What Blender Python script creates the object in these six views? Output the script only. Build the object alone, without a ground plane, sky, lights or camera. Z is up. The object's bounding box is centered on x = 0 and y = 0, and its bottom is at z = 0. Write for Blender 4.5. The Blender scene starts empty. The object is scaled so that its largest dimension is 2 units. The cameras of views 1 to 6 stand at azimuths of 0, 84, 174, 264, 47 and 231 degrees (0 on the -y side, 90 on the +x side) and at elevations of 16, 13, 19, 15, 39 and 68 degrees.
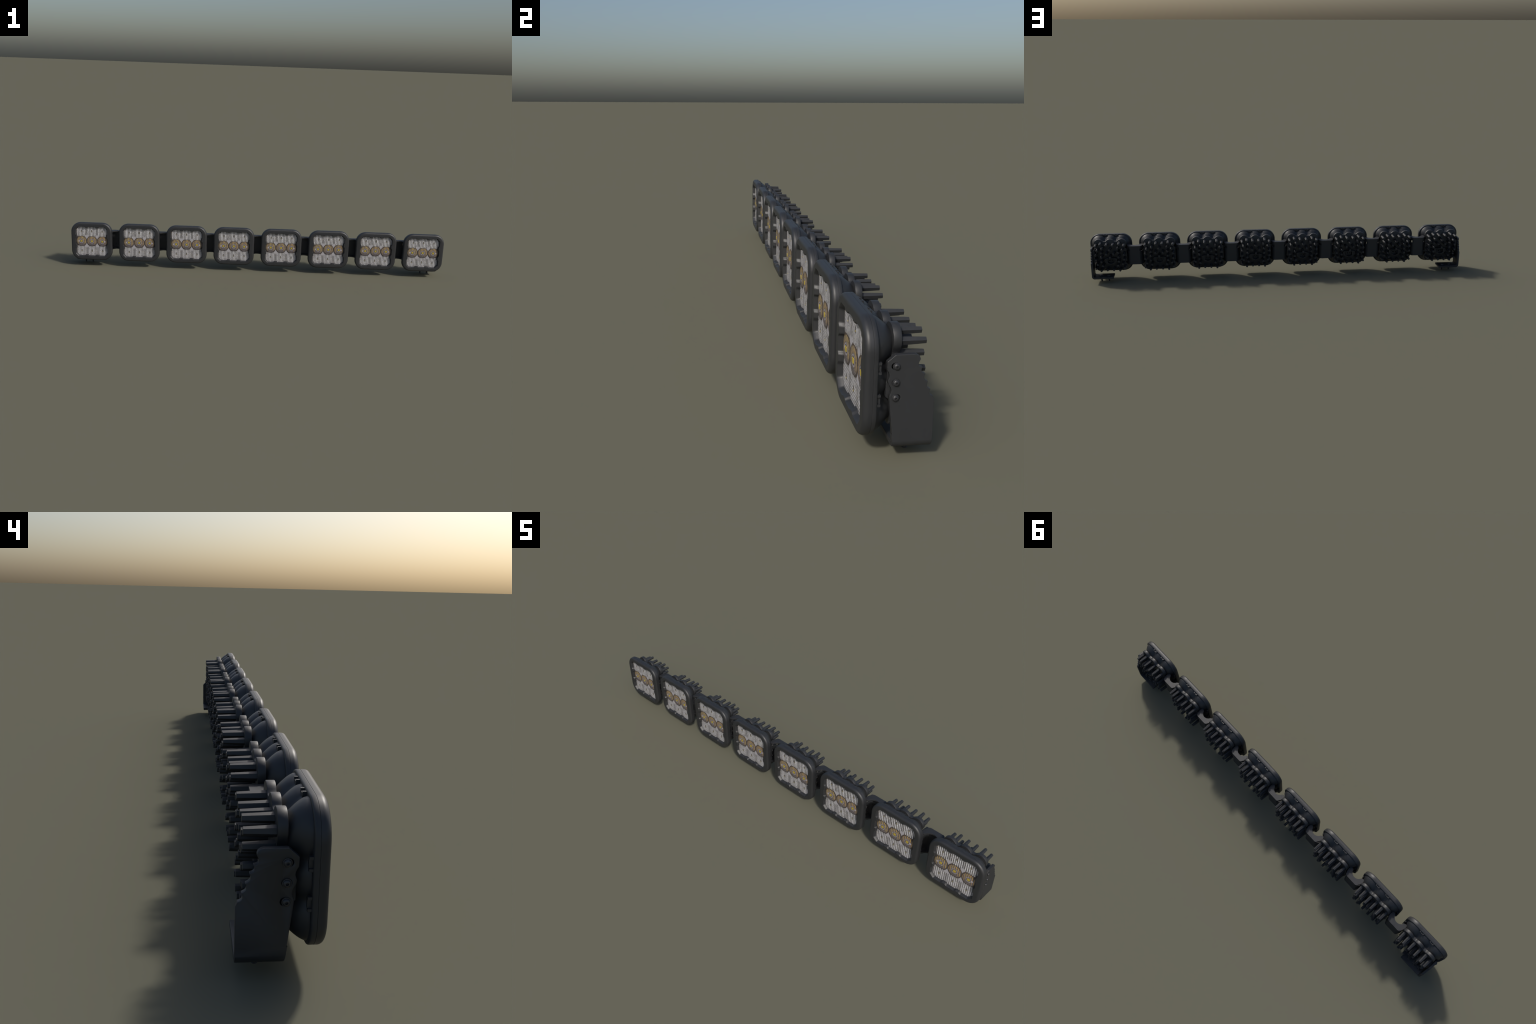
"""Row of eight square LED light pods on curved link brackets, with two end mounting brackets."""
import bpy, bmesh, math, random
import numpy as np
from mathutils import Vector, Matrix

random.seed(7)
SCN = bpy.context.scene.collection

# ------------------------------------------------------------------ sizes
POD_W, POD_H = 0.2174, 0.2046          # outer size of one pod's rim
PITCH = (2.0 - POD_W) / 7.0            # pods spread over a 2 m bar
CZ = 0.1368                            # height of the pod axis
Y_FRONT = -0.0592                      # front face of the bezel
Y_LENS = -0.0490                       # lens panel
Y_PART = -0.0450                       # parting line between bezel and housing
Y_RIM = -0.0370                        # back of the rim
Y_SINK0, Y_SINK1 = -0.0080, 0.0057     # heat-sink slab
Y_PIN = 0.0482                         # pin tips
OPT_X, OPT_Z = 0.0557, 0.0537          # optic pitch
LOBE_X, LOBE_Z, LOBE_R = 0.0592, 0.0616, 0.0253


# ------------------------------------------------------------------ node helpers
class Nodes:
    def __init__(self, name):
        self.mat = bpy.data.materials.new(name)
        self.mat.use_nodes = True
        self.nt = self.mat.node_tree
        self.bsdf = self.nt.nodes["Principled BSDF"]

    def new(self, kind, **kw):
        n = self.nt.nodes.new(kind)
        for k, v in kw.items():
            setattr(n, k, v)
        return n

    def link(self, a, b):
        self.nt.links.new(a, b)

    def put(self, sock, v):
        if isinstance(v, bpy.types.NodeSocket):
            self.link(v, sock)
        else:
            sock.default_value = v

    def math(self, op, a, b=None, c=None, clamp=False):
        n = self.new("ShaderNodeMath", operation=op, use_clamp=clamp)
        self.put(n.inputs[0], a)
        if b is not None:
            self.put(n.inputs[1], b)
        if c is not None:
            self.put(n.inputs[2], c)
        return n.outputs[0]

    def mix(self, f, a, b):
        n = self.new("ShaderNodeMix", data_type="RGBA")
        self.put(n.inputs[0], f)
        self.put(n.inputs[6], a if not isinstance(a, tuple) else (*a, 1))
        self.put(n.inputs[7], b if not isinstance(b, tuple) else (*b, 1))
        return n.outputs[2]

    def step(self, v, lo, hi):
        """smooth 0..1 ramp of v between lo and hi (hi may be below lo)"""
        n = self.new("ShaderNodeMapRange", interpolation_type="SMOOTHSTEP")
        self.put(n.inputs[0], v)
        n.inputs[1].default_value, n.inputs[2].default_value = lo, hi
        return n.outputs[0]

    def coords(self):
        tc = self.new("ShaderNodeTexCoord")
        sp = self.new("ShaderNodeSeparateXYZ")
        self.link(tc.outputs["Object"], sp.inputs[0])
        return tc.outputs["Object"], sp.outputs[0], sp.outputs[1], sp.outputs[2]

    def noise(self, vec, scale, stretch=(1, 1, 1), detail=2.0, rough=0.5):
        mp = self.new("ShaderNodeMapping")
        self.link(vec, mp.inputs[0])
        mp.inputs["Scale"].default_value = stretch
        n = self.new("ShaderNodeTexNoise")
        self.link(mp.outputs[0], n.inputs["Vector"])
        n.inputs["Scale"].default_value = scale
        n.inputs["Detail"].default_value = detail
        n.inputs["Roughness"].default_value = rough
        return n.outputs["Fac"]


def black_material(name, base, rough, grain=0.10, bump=0.04):
    m = Nodes(name)
    vec, *_ = m.coords()
    f = m.noise(vec, 60, detail=3)
    lo = tuple(c * (1 - grain) for c in base)
    hi = tuple(c * (1 + grain) for c in base)
    m.link(m.mix(f, lo, hi), m.bsdf.inputs["Base Color"])
    m.bsdf.inputs["Roughness"].default_value = rough
    m.bsdf.inputs["Specular IOR Level"].default_value = 0.58
    g = m.noise(vec, 900, detail=2)
    b = m.new("ShaderNodeBump")
    b.inputs["Strength"].default_value = bump
    b.inputs["Distance"].default_value = 0.001
    m.link(g, b.inputs["Height"])
    m.link(b.outputs[0], m.bsdf.inputs["Normal"])
    return m.mat


def lens_panel_material():
    """Fluted clear lens over silver reflectors: vertical flutes in the upper row,
    flutes crossed by bars in the lower row, plain grey webs beside the spot optics."""
    m = Nodes("fluted_lens")
    vec, x, y, z = m.coords()
    u = m.math("DIVIDE", x, OPT_X)
    w = m.math("DIVIDE", z, OPT_Z)
    fx = m.math("SUBTRACT", u, m.math("ROUND", u))
    fz = m.math("SUBTRACT", w, m.math("ROUND", w))
    ax = m.math("ABSOLUTE", fx)
    r = m.math("SQRT", m.math("ADD", m.math("MULTIPLY", fx, fx), m.math("MULTIPLY", fz, fz)))
    lower = m.step(w, -0.35, -0.45)
    # slightly irregular light and dark vertical stripes for the flutes, broken by long uneven streaks
    wob = m.noise(vec, 1.0, (240, 1, 60), detail=3, rough=0.6)
    ph = m.math("ADD", m.math("MULTIPLY", x, 2 * math.pi / 0.00745), m.math("MULTIPLY", wob, 2.2))
    flute = m.step(m.math("COSINE", ph), -0.7, 0.8)
    fine = m.math("COSINE", m.math("MULTIPLY", x, 2 * math.pi / 0.0029))
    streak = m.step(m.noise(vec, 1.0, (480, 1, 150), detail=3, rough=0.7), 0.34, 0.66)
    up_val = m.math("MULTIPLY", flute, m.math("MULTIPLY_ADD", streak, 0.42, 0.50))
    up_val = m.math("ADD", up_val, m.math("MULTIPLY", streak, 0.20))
    zz = m.math("MULTIPLY_ADD", wob, 0.0016, z)
    bars = m.step(m.math("COSINE", m.math("MULTIPLY", zz, 2 * math.pi / 0.0064)), -0.4, 0.9)
    low_val = m.math("MAXIMUM", m.math("MULTIPLY", flute, 0.74), m.math("MULTIPLY", bars, 0.52))
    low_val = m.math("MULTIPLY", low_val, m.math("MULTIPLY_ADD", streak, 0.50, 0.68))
    val = m.math("ADD", m.math("MULTIPLY", up_val, m.math("SUBTRACT", 1.0, lower)),
                 m.math("MULTIPLY", low_val, lower))
    val = m.math("MULTIPLY_ADD", fine, 0.05, val)
    bead = m.math("SUBTRACT", m.noise(vec, 430, detail=2, rough=0.7), 0.5)
    val = m.math("MULTIPLY_ADD", bead, 0.55, val)
    # each cell: paler bowl, dim border between cells, dark eye with a slot above it
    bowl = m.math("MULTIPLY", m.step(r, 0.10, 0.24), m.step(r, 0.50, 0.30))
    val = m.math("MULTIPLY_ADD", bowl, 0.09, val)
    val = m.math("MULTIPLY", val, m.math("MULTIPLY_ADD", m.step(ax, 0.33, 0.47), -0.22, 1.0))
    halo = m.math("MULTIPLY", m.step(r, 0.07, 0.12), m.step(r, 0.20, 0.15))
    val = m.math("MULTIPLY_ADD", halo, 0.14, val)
    slot = m.math("MULTIPLY", m.step(ax, 0.085, 0.035),
                  m.math("MULTIPLY", m.step(fz, -0.14, -0.06), m.step(fz, 0.20, 0.10)))
    val = m.math("MULTIPLY", val, m.math("MULTIPLY_ADD", slot, -0.70, 1.0))
    cr = m.new("ShaderNodeValToRGB")
    e = cr.color_ramp.elements
    e[0].position, e[0].color = 0.06, (0.066, 0.062, 0.062, 1)
    e[1].position, e[1].color = 0.95, (0.70, 0.70, 0.72, 1)
    mid = e.new(0.5)
    mid.color = (0.29, 0.282, 0.29, 1)
    m.link(val, cr.inputs[0])
    # plain grey webs in the gaps beside the row of spots
    gx = m.math("SUBTRACT", 0.5, ax)                      # distance to the cell border
    aw = m.math("ABSOLUTE", w)
    inside = m.step(m.math("ABSOLUTE", u), 1.05, 0.95)
    midrow = m.step(aw, 0.52, 0.46)
    off = m.step(aw, 0.10, 0.30)
    web = m.math("MULTIPLY", m.step(gx, 0.19, 0.14), m.math("MULTIPLY", m.step(aw, 0.68, 0.54), inside))
    web = m.math("MULTIPLY", web, off)
    col = m.mix(midrow, cr.outputs[0], (0.085, 0.075, 0.075))
    col = m.mix(web, col, (0.37, 0.36, 0.385))
    # faint warm speckles scattered over the panel
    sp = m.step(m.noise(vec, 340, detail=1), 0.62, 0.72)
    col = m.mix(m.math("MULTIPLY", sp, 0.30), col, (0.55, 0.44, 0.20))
    m.link(col, m.bsdf.inputs["Base Color"])
    m.bsdf.inputs["Roughness"].default_value = 0.5
    m.bsdf.inputs["Specular IOR Level"].default_value = 0.3
    return m.mat


def spot_lens_material(name, warm, side):
    """amber spot optic: yellow/orange flutes above, smoky grey below, pale ring round the diode"""
    m = Nodes(name)
    vec, x, y, z = m.coords()
    r = m.math("SQRT", m.math("ADD", m.math("MULTIPLY", x, x), m.math("MULTIPLY", z, z)))
    wob = m.noise(vec, 1.0, (200, 1, 60), detail=2)
    ph = m.math("ADD", m.math("MULTIPLY", x, 2 * math.pi / 0.0074), m.math("MULTIPLY", wob, 3.0))
    flute = m.step(m.math("COSINE", ph), -0.10, 0.85)
    smoke = m.mix(m.step(m.noise(vec, 1.0, (420, 1, 260), detail=2), 0.35, 0.65), (0.062, 0.054, 0.053),
                  (0.200, 0.176, 0.180))
    amber = m.mix(m.step(m.noise(vec, 170, detail=1), 0.35, 0.65), warm, (0.47, 0.335, 0.085))
    up = m.step(z, -0.006, 0.009)
    sides = m.step(m.math("ABSOLUTE", x), 0.008, 0.014)
    lowfade = m.math("MULTIPLY", m.step(z, -0.023, -0.006), sides)
    patch = m.step(m.noise(vec, 1.0, (260, 1, 130), detail=2), 0.30, 0.55)
    k = m.math("MULTIPLY", m.math("MULTIPLY", flute, m.math("MULTIPLY_ADD", patch, 0.55, 0.45)), m.math("MAXIMUM", m.math("MULTIPLY", up, 0.92), m.math("MULTIPLY", lowfade, 0.70)))
    col = m.mix(k, smoke, amber)
    # dark gap, then a pale broken ring round the diode
    inner = m.step(r, 0.0140, 0.0125)
    col = m.mix(m.math("MULTIPLY", inner, 0.85), col, (0.085, 0.075, 0.075))
    ring = m.math("MULTIPLY", m.step(r, 0.0080, 0.0092), m.step(r, 0.0128, 0.0112))
    ringc = m.mix(m.step(m.noise(vec, 420, detail=1), 0.36, 0.60), (0.13, 0.12, 0.125), (0.46, 0.43, 0.47))
    col = m.mix(m.math("MULTIPLY", ring, 0.80), col, ringc)
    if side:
        # highlight painted as a pale wedge on the outer side of the ring
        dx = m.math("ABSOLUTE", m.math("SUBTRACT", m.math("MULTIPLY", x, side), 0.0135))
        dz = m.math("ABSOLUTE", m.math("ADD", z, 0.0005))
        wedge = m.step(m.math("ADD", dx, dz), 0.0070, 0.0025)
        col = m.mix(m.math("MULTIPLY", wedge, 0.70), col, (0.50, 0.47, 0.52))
    rim = m.step(r, 0.0235, 0.0262)
    col = m.mix(m.math("MULTIPLY", rim, 0.85), col, (0.050, 0.040, 0.037))
    m.link(col, m.bsdf.inputs["Base Color"])
    m.bsdf.inputs["Roughness"].default_value = 0.45
    m.bsdf.inputs["Specular IOR Level"].default_value = 0.3
    return m.mat


def plain_material(name, base, rough):
    m = Nodes(name)
    vec, *_ = m.coords()
    f = m.noise(vec, 700, detail=2)
    m.link(m.mix(f, tuple(c * .85 for c in base), tuple(min(1, c * 1.15) for c in base)),
           m.bsdf.inputs["Base Color"])
    m.bsdf.inputs["Roughness"].default_value = rough
    return m.mat


BLACK = (0.0225, 0.0238, 0.0262)
MAT_BEZEL = black_material("black_plastic", (0.0215, 0.0228, 0.0255), 0.48)
MAT_CAST = black_material("black_cast_aluminium", BLACK, 0.52)
MAT_STEEL = black_material("black_coated_steel", (0.0225, 0.0240, 0.0268), 0.55)
MAT_SCREW = black_material("black_oxide_screw", (0.027, 0.028, 0.031), 0.42, bump=0.0)
MAT_LENS = lens_panel_material()
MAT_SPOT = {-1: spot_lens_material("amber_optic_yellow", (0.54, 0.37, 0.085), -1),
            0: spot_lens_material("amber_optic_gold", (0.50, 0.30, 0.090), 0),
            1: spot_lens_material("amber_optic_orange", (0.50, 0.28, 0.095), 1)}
MAT_CHIP = plain_material("yellow_phosphor", (0.41, 0.315, 0.050), 0.6)
MAT_CHIP_DIM = plain_material("dim_phosphor", (0.30, 0.255, 0.11), 0.6)


# ------------------------------------------------------------------ mesh helpers
def finish(bm, name, mat, angle=35):
    bmesh.ops.remove_doubles(bm, verts=bm.verts, dist=1e-6)
    bmesh.ops.recalc_face_normals(bm, faces=bm.faces)
    me = bpy.data.meshes.new(name)
    bm.to_mesh(me)
    bm.free()
    me.materials.append(mat)
    me.shade_smooth()
    me.set_sharp_from_angle(angle=math.radians(angle))
    return me


def bevelled(me, width, segments=2, angle=30):
    """mesh with its hard edges rounded"""
    ob = bpy.data.objects.new("helper", me)
    SCN.objects.link(ob)
    md = ob.modifiers.new("bevel", "BEVEL")
    md.width, md.segments, md.limit_method = width, segments, "ANGLE"
    md.angle_limit = math.radians(angle)
    md.use_clamp_overlap = True
    wn = ob.modifiers.new("flat", "WEIGHTED_NORMAL")
    wn.keep_sharp, wn.weight = True, 100
    me.shade_smooth()
    sharp = me.attributes.get("sharp_edge")
    if sharp:
        me.attributes.remove(sharp)
    out = evaluated(ob, False)
    bpy.data.objects.remove(ob)
    return out


def evaluated(ob, resharp=True):
    bpy.context.view_layer.update()
    dg = bpy.context.evaluated_depsgraph_get()
    me = bpy.data.meshes.new_from_object(ob.evaluated_get(dg))
    me.name = ob.data.name
    if resharp:
        me.shade_smooth()
        me.set_sharp_from_angle(angle=math.radians(35))
    return me


def add(me, name, parent, loc=(0, 0, 0), rot=None):
    ob = bpy.data.objects.new(name, me)
    SCN.objects.link(ob)
    ob.parent = parent
    ob.location = loc
    if rot:
        ob.rotation_euler = rot
    return ob


def loft(bm, loops, cap_start=False, cap_end=False, close=False):
    """quads between equal-length vertex loops"""
    rings = [[bm.verts.new(p) for p in lp] for lp in loops]
    n = len(rings[0])
    pairs = list(zip(rings, rings[1:])) + ([(rings[-1], rings[0])] if close else [])
    for a, b in pairs:
        for i in range(n):
            j = (i + 1) % n
            bm.faces.new((a[i], a[j], b[j], b[i]))
    if cap_start:
        bm.faces.new(rings[0][::-1])
    if cap_end:
        bm.faces.new(rings[-1])
    return rings


def prism(bm, outline, axis, lo, hi):
    """extrude a 2D outline along an axis; outline holds the other two coordinates in xyz order"""
    def P(p, t):
        return {"x": (t, p[0], p[1]), "y": (p[0], t, p[1]), "z": (p[0], p[1], t)}[axis]
    a = [P(p, lo) for p in outline]
    b = [P(p, hi) for p in outline]
    return loft(bm, [a, b], True, True)


def box(bm, c, s):
    o = [(c[0] - s[0] / 2, c[1] - s[1] / 2), (c[0] + s[0] / 2, c[1] - s[1] / 2),
         (c[0] + s[0] / 2, c[1] + s[1] / 2), (c[0] - s[0] / 2, c[1] + s[1] / 2)]
    prism(bm, o, "z", c[2] - s[2] / 2, c[2] + s[2] / 2)


def lathe(bm, profile, axis_at=(0, 0, 0), axis="x", seg=24):
    """revolve (radius, along) pairs round an axis"""
    loops = []
    for r, t in profile:
        lp = []
        for i in range(seg):
            a = 2 * math.pi * i / seg
            c, s = r * math.cos(a), r * math.sin(a)
            v = {"x": (t, c, s), "y": (c, t, s), "z": (c, s, t)}[axis]
            lp.append(tuple(v[k] + axis_at[k] for k in range(3)))
        loops.append(lp)
    loft(bm, loops, True, True)


def arc(cx, cy, r, a0, a1, n):
    return [(cx + r * math.cos(math.radians(a0 + (a1 - a0) * i / n)),
             cy + r * math.sin(math.radians(a0 + (a1 - a0) * i / n))) for i in range(n + 1)]


# ------------------------------------------------------------------ outlines in polar form
NTH = 288
TH = np.linspace(0, 2 * np.pi, NTH, endpoint=False)
DX, DZ = np.cos(TH), np.sin(TH)


def polar(sdf, rmax=0.16):
    """radius of a star-shaped outline, found by bisection on its signed distance"""
    lo, hi = np.zeros(NTH), np.full(NTH, rmax)
    for _ in range(40):
        mid = (lo + hi) / 2
        ins = sdf(DX * mid, DZ * mid) < 0
        lo, hi = np.where(ins, mid, lo), np.where(ins, hi, mid)
    return lo


def sd_box(x, z, hx, hz, r):
    qx, qz = np.abs(x) - hx + r, np.abs(z) - hz + r
    return np.hypot(np.maximum(qx, 0), np.maximum(qz, 0)) + np.minimum(np.maximum(qx, qz), 0) - r


def smin(a, b, k):
    h = np.clip(0.5 + 0.5 * (b - a) / k, 0, 1)
    return b * (1 - h) + a * h - k * h * (1 - h)


def sd_lobes(x, z, px, pz, r, hx, hz, k):
    """grid of three by three discs melted together over a box core"""
    d = sd_box(x, z, hx, hz, 0.004)
    for i in (-1, 0, 1):
        for j in (-1, 0, 1):
            if i or j:
                d = smin(d, np.hypot(x - i * px, z - j * pz) - r, k)
    return d


def rim_outline(inset=0.0):
    return polar(lambda x, z: sd_box(x, z, POD_W / 2 - inset, POD_H / 2 - inset, 0.051 - inset))


def window_outline(grow=0.0):
    """scalloped window: flat-topped lobes, small sloped notches between them, chamfered corners"""
    hx, hz = 0.0826 + grow, 0.0788 + grow
    nd, n0, n1, ch = 0.0046, 0.0070, 0.0120, 0.0150

    def sdf(x, z):
        ax, az = np.abs(x), np.abs(z)
        # distance from the notch middles
        tx = np.abs(ax - OPT_X / 2)
        tz = np.abs(az - OPT_Z / 2)
        lim_z = hz - nd * np.clip((n1 - tx) / (n1 - n0), 0, 1)
        lim_x = hx - nd * np.clip((n1 - tz) / (n1 - n0), 0, 1)
        return np.maximum.reduce([ax - lim_x, az - lim_z, (ax + az - (hx + hz - ch)) * 0.707])
    return polar(sdf)


def ring(r, y):
    return [(float(a), y, float(b)) for a, b in zip(DX * r, DZ * r)]


# ------------------------------------------------------------------ pod parts (local origin on the pod axis)
def make_bezel():
    bm = bmesh.new()
    w0, w1, w2 = window_outline(-0.0004), window_outline(0.0030), window_outline(0.0038)
    loops = [ring(w0, Y_LENS + 0.0022), ring(w0, Y_LENS), ring(w1, Y_FRONT + 0.0012), ring(w2, Y_FRONT + 0.0001)]
    rf = 0.0088
    for i in range(9):
        a = math.pi / 2 * i / 8
        loops.append(ring(rim_outline(rf * (1 - math.sin(a))), Y_FRONT + rf * (1 - math.cos(a))))
    loops += [ring(rim_outline(0), Y_PART - 0.0003), ring(rim_outline(0.0002), Y_PART - 0.0001),
              ring(rim_outline(0.006), Y_PART - 0.0001)]
    loft(bm, loops, close=True)
    return finish(bm, "bezel", MAT_BEZEL, 40)


def make_housing():
    bm = bmesh.new()
    loops = [ring(rim_outline(0.0045), Y_PART + 0.0001), ring(rim_outline(0.0002), Y_PART + 0.0001),
             ring(rim_outline(0.0000), Y_PART + 0.0003), ring(rim_outline(0.0000), Y_RIM - 0.0022),
             ring(rim_outline(0.0008), Y_RIM - 0.0008), ring(rim_outline(0.0022), Y_RIM)]
    steps = 14
    for i in range(steps + 1):
        t = i / steps
        y = Y_RIM + 0.0002 + (Y_SINK0 + 0.002 - Y_RIM) * t
        r = 0.0185 + (0.0430 - 0.0185) * (1 - t ** 1.45)
        k = 0.016 - 0.008 * t
        core_x = 0.082 - 0.010 * t
        core_z = 0.078 - 0.010 * t
        lob = polar(lambda x, z: sd_lobes(x, z, OPT_X + 0.0010, OPT_Z + 0.0010, r, core_x, core_z, k * 0.6))
        loops.append(ring(np.minimum(lob, rim_outline(0.0030)), y))
    loft(bm, loops, True, True)
    # pairs of small clip posts behind the rim, two pairs on each side, with a web below
    for off in (-1, 1):
        for d in (-1, 0, 1):
            deep = 0.0030 if d == 0 else 0.0
            wide = 0.0130 if d == 0 else 0.0040
            for sg in (-1, 1):
                t = off * OPT_X / 2 + d * 0.0080
                box(bm, (t, Y_RIM + 0.0026, sg * (POD_H / 2 - 0.0055 - deep)), (wide, 0.0054, 0.0060))
                t = off * OPT_Z / 2 + d * 0.0080
                box(bm, (sg * (POD_W / 2 - 0.0055 - deep), Y_RIM + 0.0026, t), (0.0060, 0.0054, wide))
    return finish(bm, "light_pod", MAT_CAST, 32)


def make_sink():
    bm = bmesh.new()

    def outline(inset):
        def sdf(x, z):
            d = sd_lobes(x, z, LOBE_X, LOBE_Z, LOBE_R - inset, 0.0760 - inset, 0.0745 - inset, 0.0035)
            return np.minimum(d, sd_box(x, z, 0.0836 - inset, 0.036 - inset, 0.003))
        return polar(sdf)
    e = 0.0012
    loft(bm, [ring(outline(e), Y_SINK0), ring(outline(e * .3), Y_SINK0 + e * .3), ring(outline(0), Y_SINK0 + e),
              ring(outline(0), Y_SINK1 - e), ring(outline(e * .3), Y_SINK1 - e * .3), ring(outline(e), Y_SINK1)],
         True, True)
    return finish(bm, "heat_sink", MAT_CAST, 30)


PORT_Z = -0.0292


def make_cable_port():
    """raised connector: eared flange, D-shaped open sleeve (flat top, round bottom) and two blades inside"""
    bm = bmesh.new()

    def flange(inset):
        def sdf(x, z):
            ax = np.abs(x)
            return np.maximum.reduce([z - 0.0170 + inset, ax - 0.0330 + inset, -z - 0.0190 + inset,
                                      (ax * 0.32 + z - 0.0232 + inset), (ax + -z - 0.0360 + inset) * 0.707])
        return polar(sdf, 0.06)

    def sleeve(grow):
        def sdf(x, z):
            d = sd_box(x, z - 0.002, 0.0155 + grow, 0.0110 + grow, 0.002 + grow)
            return np.minimum(d, np.maximum(np.hypot(x, z - 0.0020) - 0.0157 - grow, z))
        return polar(sdf, 0.06)

    def at(r, y):
        return [(a, b, c + PORT_Z) for a, b, c in ring(r, y)]
    y0, y1, y2 = Y_SINK1 - 0.0005, 0.0200, 0.0262
    loft(bm, [at(flange(0), y0), at(flange(0), y1 - 0.0006), at(flange(0.0006), y1), at(sleeve(0.0030), y1 + 0.0001),
              at(sleeve(0.0030), y2 - 0.0004), at(sleeve(0.0026), y2), at(sleeve(0.0004), y2), at(sleeve(0), y2 - 0.0004),
              at(sleeve(0), 0.0080)], True, True)
    for s in (-1, 1):
        lathe(bm, [(0.0036, y1 - 0.001), (0.0036, y1 + 0.0010), (0.0026, y1 + 0.0011), (0.0024, y1 - 0.0008)],
              (s * 0.0245, 0, -0.0235), "y", 18)
        box(bm, (s * 0.0062, 0.0140, PORT_Z), (0.0022, 0.0160, 0.0060))
    return finish(bm, "cable_port", MAT_CAST, 30)


def make_pin():
    """tapered hexagonal cooling pin, base at the origin, pointing to +y"""
    bm = bmesh.new()
    L = Y_PIN - Y_SINK1 + 0.001

    def hexa(r, y):
        return [(r * math.cos(math.radians(60 * i + 15)), y, r * math.sin(math.radians(60 * i + 15))) for i in range(6)]
    loft(bm, [hexa(0.0078, 0), hexa(0.0058, L - 0.0002), hexa(0.0056, L)], True, True)
    return finish(bm, "cooling_pin", MAT_CAST, 20)


def make_lens():
    bm = bmesh.new()
    w = window_outline(0.001)
    loft(bm, [ring(w, Y_LENS + 0.0030), ring(w, Y_LENS)], True, True)
    return finish(bm, "lens_panel", MAT_LENS)


def make_spot(side):
    """shallow rounded-square dome, sliced flat where it meets the bezel"""
    bm = bmesh.new()
    shape = polar(lambda x, z: sd_box(x, z, 0.0272, 0.0270, 0.0215))
    loops = []
    for f, y in ((1, 0.0004), (1, -0.0006), (0.92, -0.0012), (0.75, -0.0017), (0.5, -0.0020), (0.25, -0.0021)):
        r = shape * f
        loops.append(ring(r, y))
    loft(bm, loops, True, True)
    return finish(bm, "spot_lens", MAT_SPOT[side], 60)


def make_chip(name, s, mat):
    bm = bmesh.new()
    c = s * 0.28
    o = [(-s + c, -s), (s - c, -s), (s, -s + c), (s, s - c), (s - c, s), (-s + c, s), (-s, s - c), (-s, -s + c)]
    prism(bm, o, "y", -0.0009, 0.0005)
    return bevelled(finish(bm, name, mat), 0.0003, 1)


# pin positions (x, z) of the right half, top row down to the bottom row; the left half mirrors them
PINS = [(.0722, .0592), (.0480, .0682), (.0163, .0637), (.0640, .0357), (.0388, .0458), (.0725, .0126), (.0438, .0237),
        (.0187, .0172), (.0440, -.0005), (.0725, -.0140), (.0452, -.0242), (.0650, -.0385), (.0392, -.0465),
        (.0733, -.0610), (.0483, -.0735), (.0163, -.0703)]
PIN_SPOTS = [(sx * x, z) for x, z in PINS for sx in (-1, 1)] + [(0, -.0005), (0, .0388)]


# ------------------------------------------------------------------ fasteners
def make_screw():
    """button head with a hex socket, pointing to +x"""
    bm = bmesh.new()
    prof = [(0.0062, -0.0010), (0.0062, 0.0006), (0.0053, 0.0008), (0.0051, 0.0016), (0.0044, 0.0028), (0.0034, 0.0035)]
    loops = []
    for r, t in prof:
        loops.append([(t, r * math.cos(2 * math.pi * i / 24), r * math.sin(2 * math.pi * i / 24)) for i in range(24)])

    def hexloop(r, t):
        out = []
        for i in range(24):
            a = 2 * math.pi * i / 24
            k = math.cos(math.pi / 6) / math.cos((a % (math.pi / 3)) - math.pi / 6)
            out.append((t, r * k * math.cos(a), r * k * math.sin(a)))
        return out
    loops += [hexloop(0.0022, 0.0037), hexloop(0.0021, 0.0012)]
    loft(bm, loops, True, True)
    return finish(bm, "screw", MAT_SCREW, 30)


def make_bolt():
    """bolt through the mounting foot: head above, threaded shank below, shank end at z = 0"""
    bm = bmesh.new()
    prof = [(0.0036, 0.0)]
    z = 0.0010
    while z < 0.020:
        prof += [(0.0047, z), (0.0047, z + 0.0006), (0.0041, z + 0.0012)]
        z += 0.0018
    prof += [(0.0047, 0.0303), (0.0085, 0.0303), (0.0085, 0.0313), (0.0078, 0.0330), (0.0055, 0.0346), (0.0030, 0.0350)]
    lathe(bm, prof, (0, 0, 0), "z", 20)
    return finish(bm, "bolt", MAT_SCREW, 40)


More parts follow.
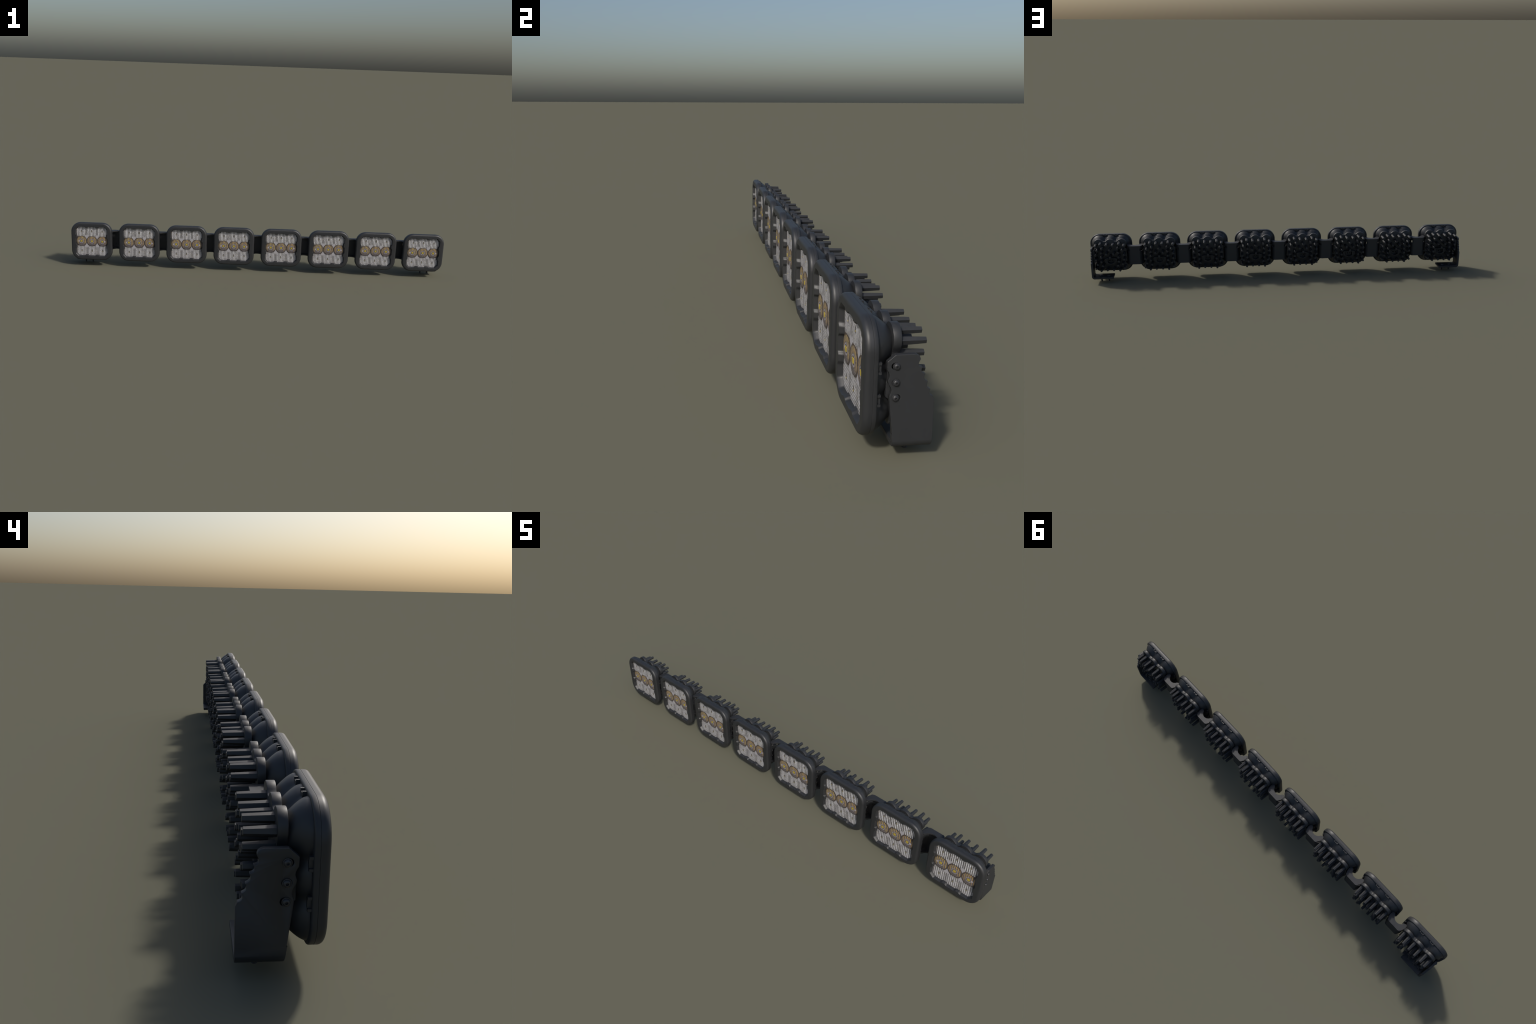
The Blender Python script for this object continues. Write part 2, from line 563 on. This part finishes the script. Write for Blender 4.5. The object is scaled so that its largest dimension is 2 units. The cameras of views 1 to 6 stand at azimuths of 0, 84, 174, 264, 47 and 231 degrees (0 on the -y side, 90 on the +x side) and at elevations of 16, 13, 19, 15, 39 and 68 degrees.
# ------------------------------------------------------------------ link bracket between two pods
def make_link():
    bm = bmesh.new()
    yb, hw, z0, z1 = 0.0215, 0.0312, -0.0510, 0.0505
    side = 0.0418

    def plan(inner):
        """plan outline of the top or bottom cheek: curved scoop at the front, rounded back corners"""
        right = [(0.0405, -0.0215), (side, -0.0190), (side, -0.0035), (0.0395, 0.0045), (0.0368, 0.0100)]
        right += arc(hw - 0.0065, yb - 0.0105, 0.0105, 5, 90, 8)
        left = [(-x, y) for x, y in reversed(right)]
        scoop = arc(0, -0.0250, 0.0260, 160, 20, 20)
        scoop = [(-0.0375, -0.0225), (-0.0300, -0.0205)] + scoop + [(0.0300, -0.0205), (0.0375, -0.0225)]
        return right + left + scoop
    o = plan(0)
    prism(bm, o, "z", z1 - 0.0065, z1)
    prism(bm, o, "z", z0, z0 + 0.0065)
    # back wall
    prism(bm, [(-hw + .001, yb - 0.0075), (hw - .001, yb - 0.0075), (hw - .007, yb - 0.0005), (-hw + .007, yb - 0.0005)],
          "z", z0 + 0.0005, z1 - 0.0005)
    # side walls from the back wall forward to the flange against the pod
    for s in (-1, 1):
        flange = [(side - .0004, -0.0030), (side - .0004, -0.0185), (0.0380, -0.0185), (0.0378, -0.0030)]
        prism(bm, [(s * x, y) for x, y in flange], "z", z0 + 0.0005, z1 - 0.0005)
        w = [(0.0240, yb - 0.0006), (0.0285, yb - 0.0022), (0.0328, yb - 0.0062), (0.0360, 0.0110), (0.0392, 0.0042),
             (side - .0006, -0.0033), (0.0382, -0.0033), (0.0355, 0.0030), (0.0325, 0.0095), (0.0265, yb - 0.0070)]
        for za, zb in ((z0 + 0.0006, 0.0220), (0.0340, z1 - 0.0006)):    # window left open between
            prism(bm, [(s * x, y) for x, y in w], "z", za, zb)
    # tiny drain hole shown as a countersunk dimple on the cheek
    lathe(bm, [(0.0016, z1 - 0.002), (0.0016, z1 + 0.0002), (0.0010, z1 + 0.0003), (0.0009, z1 - 0.001)],
          (0, 0.0165, 0), "z", 12)
    return bevelled(finish(bm, "link_bracket", MAT_STEEL, 30), 0.0008, 2)


# ------------------------------------------------------------------ end bracket (built for the +x end, mirrored for the other)
X_OUT, T_PLATE = 0.9900, 0.0090
SCREW_Z = (0.1637, 0.1364, 0.1109)
Y_SCREW = -0.0058


def bracket_outline(z_low):
    """side outline (y, z) of the upright plate, counter-clockwise seen from +x"""
    yb = 0.0582
    pts = [(-0.0060 - (z_low - 0.0285) * 0.128, z_low), (yb, z_low), (yb, 0.1045)]
    # scalloped rear edge: five bites along a slanted line
    cusp = [(0.0557, 0.1112), (0.0512, 0.1235), (0.0463, 0.1365), (0.0414, 0.1498), (0.0366, 0.1610), (0.0312, 0.1712)]
    for (y0, z0), (y1, z1) in zip(cusp, cusp[1:]):
        dy, dz = y1 - y0, z1 - z0
        n = 8
        for i in range(n):
            t = i / n
            bite = 0.0042 * math.sin(math.pi * t) ** 0.8
            ln = math.hypot(dy, dz)
            pts.append((y0 + dy * t - bite * dz / ln, z0 + dz * t + bite * dy / ln))
    pts += [(0.0312, 0.1712), (0.0326, 0.1742), (0.0310, 0.1788), (0.0270, 0.1818), (0.0225, 0.1828)]
    pts += [(-0.0075, 0.1828), (-0.0210, 0.1712), (-0.0208, 0.1585)]
    # two shallow bites in the front edge
    for (y0, z0), (y1, z1), d in (((-0.0202, 0.1572), (-0.0188, 0.1400), 0.0030), ((-0.0178, 0.1345), (-0.0160, 0.1128), 0.0040)):
        for i in range(11):
            t = i / 10
            pts.append((y0 + (y1 - y0) * t + d * math.sin(math.pi * t), z0 + (z1 - z0) * t))
    return pts


def make_end_bracket():
    bm = bmesh.new()
    zb, z_low, x_in, R = 0.0215, 0.0480, 0.8790, 0.0145
    out = bracket_outline(z_low)
    up = bmesh.new()
    prism(up, out, "x", X_OUT - T_PLATE, X_OUT)
    me = finish(up, "end_bracket", MAT_STEEL)
    ob = bpy.data.objects.new("helper", me)
    SCN.objects.link(ob)
    # screw slots
    for k, z in enumerate(SCREW_Z):
        cb = bmesh.new()
        sh, w = (-0.0016, 0.0, 0.0016)[k], 0.0008
        o = arc(Y_SCREW + sh + w, z, 0.0056, -90, 90, 10) + arc(Y_SCREW + sh - w, z, 0.0056, 90, 270, 10)
        prism(cb, o, "x", X_OUT - T_PLATE - 0.01, X_OUT + 0.01)
        cut = bpy.data.objects.new("helper_cut", finish(cb, "cut", MAT_STEEL))
        SCN.objects.link(cut)
        md = ob.modifiers.new("slot", "BOOLEAN")
        md.operation, md.object, md.solver = "DIFFERENCE", cut, "EXACT"
    me2 = evaluated(ob)
    for o in list(SCN.objects):
        if o.name.startswith("helper"):
            bpy.data.objects.remove(o)
    bm.from_mesh(me2)
    # drop the bottom face, then carry the strip round the bend into the foot
    for f in [f for f in bm.faces if abs(f.calc_center_median().z - z_low) < 1e-5]:
        bm.faces.remove(f)

    def front_y(z):
        return -0.0060 - (z - zb) * 0.128
    path = [(X_OUT, X_OUT - T_PLATE, z_low, z_low)]
    stations = []
    stations.append(((X_OUT, z_low), (X_OUT - T_PLATE, z_low)))
    cx, cz = X_OUT - R, zb + R
    for i in range(9):
        a = math.radians(-90.0 * i / 8)
        ro, ri = R, R - T_PLATE
        stations.append(((cx + ro * math.cos(a), cz + ro * math.sin(a)), (cx + ri * math.cos(a), cz + ri * math.sin(a))))
    stations.append(((x_in, zb), (x_in, zb + T_PLATE)))
    loops = []
    for (xo, zo), (xi, zi) in stations:
        fy = front_y(min(zo, z_low))
        loops.append([(xo, fy, zo), (xo, 0.0582, zo), (xi, 0.0582, zi), (xi, fy, zi)])
    loft(bm, loops, False, True)
    bmesh.ops.remove_doubles(bm, verts=bm.verts, dist=1e-5)
    return bevelled(finish(bm, "end_bracket", MAT_STEEL, 30), 0.0009, 2, 40)


def make_side_flange():
    """inner plate bolted to the pod's side, seen behind the scalloped front edge"""
    bm = bmesh.new()
    o = [(-0.0192, 0.1085), (-0.0120, 0.1030), (0.0260, 0.1030), (0.0260, 0.1700), (-0.0150, 0.1700), (-0.0185, 0.1640),
         (-0.0175, 0.1420), (-0.0192, 0.1340)]
    x0 = 1.0 - POD_W / 2 + 0.0790
    prism(bm, o, "x", x0, X_OUT - T_PLATE - 0.0003)
    return bevelled(finish(bm, "side_flange", MAT_STEEL), 0.0006, 1)


def mirrored(me):
    me2 = me.copy()
    me2.transform(Matrix.Scale(-1, 4, (1, 0, 0)))
    me2.flip_normals()
    return me2


# ------------------------------------------------------------------ assembly
bar = bpy.data.objects.new("light_bar", None)
SCN.objects.link(bar)
bar["label"] = "black light bar of eight square LED pods with amber spots"
bar["category"] = "light bar"

M_HOUSE, M_BEZEL, M_SINK, M_PORT = make_housing(), make_bezel(), make_sink(), make_cable_port()
M_PIN, M_LENS, M_LINK = make_pin(), make_lens(), make_link()
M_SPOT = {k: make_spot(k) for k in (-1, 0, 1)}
M_CHIP = make_chip("diode", 0.0052, MAT_CHIP)
M_CHIP_S = make_chip("small_diode", 0.0015, MAT_CHIP_DIM)
M_SCREW, M_BOLT = make_screw(), make_bolt()

X0 = -1.0 + POD_W / 2
for p in range(8):
    cx = X0 + PITCH * p
    pod = add(M_HOUSE, "light_pod", bar, (cx, 0, CZ))
    add(M_BEZEL, "bezel", pod)
    add(M_SINK, "heat_sink", pod)
    add(M_PORT, "cable_port", pod)
    add(M_LENS, "lens_panel", pod)
    for k in (-1, 0, 1):
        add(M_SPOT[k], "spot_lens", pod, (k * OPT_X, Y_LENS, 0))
        add(M_CHIP, "diode", pod, (k * OPT_X, Y_LENS - 0.0021, 0))
        for j in (-1, 1):
            add(M_CHIP_S, "small_diode", pod, (k * OPT_X, Y_LENS, j * OPT_Z - 0.0015))
    for x, z in PIN_SPOTS:
        add(M_PIN, "cooling_pin", pod, (x, Y_SINK1 - 0.001, z))

for p in range(7):
    gx = X0 + PITCH * (p + 0.5)
    link = add(M_LINK, "link_bracket", bar, (gx, 0, CZ))
    for s in (-1, 1):
        for z in SCREW_Z:
            add(M_SCREW, "screw", link, (s * 0.0390, -0.0075, z - CZ), (0, 0, math.pi if s > 0 else 0))

M_END, M_FLANGE = make_end_bracket(), make_side_flange()
for s in (1, -1):
    end = add(M_END if s > 0 else mirrored(M_END), "end_bracket", bar)
    add(M_FLANGE if s > 0 else mirrored(M_FLANGE), "side_flange", end)
    for z in SCREW_Z:
        add(M_SCREW, "screw", end, (s * (X_OUT + 0.0006), Y_SCREW, z), (0, 0, 0 if s > 0 else math.pi))
    for x in (0.9445, 0.9070):
        add(M_BOLT, "bolt", end, (s * x, 0.0280, 0))
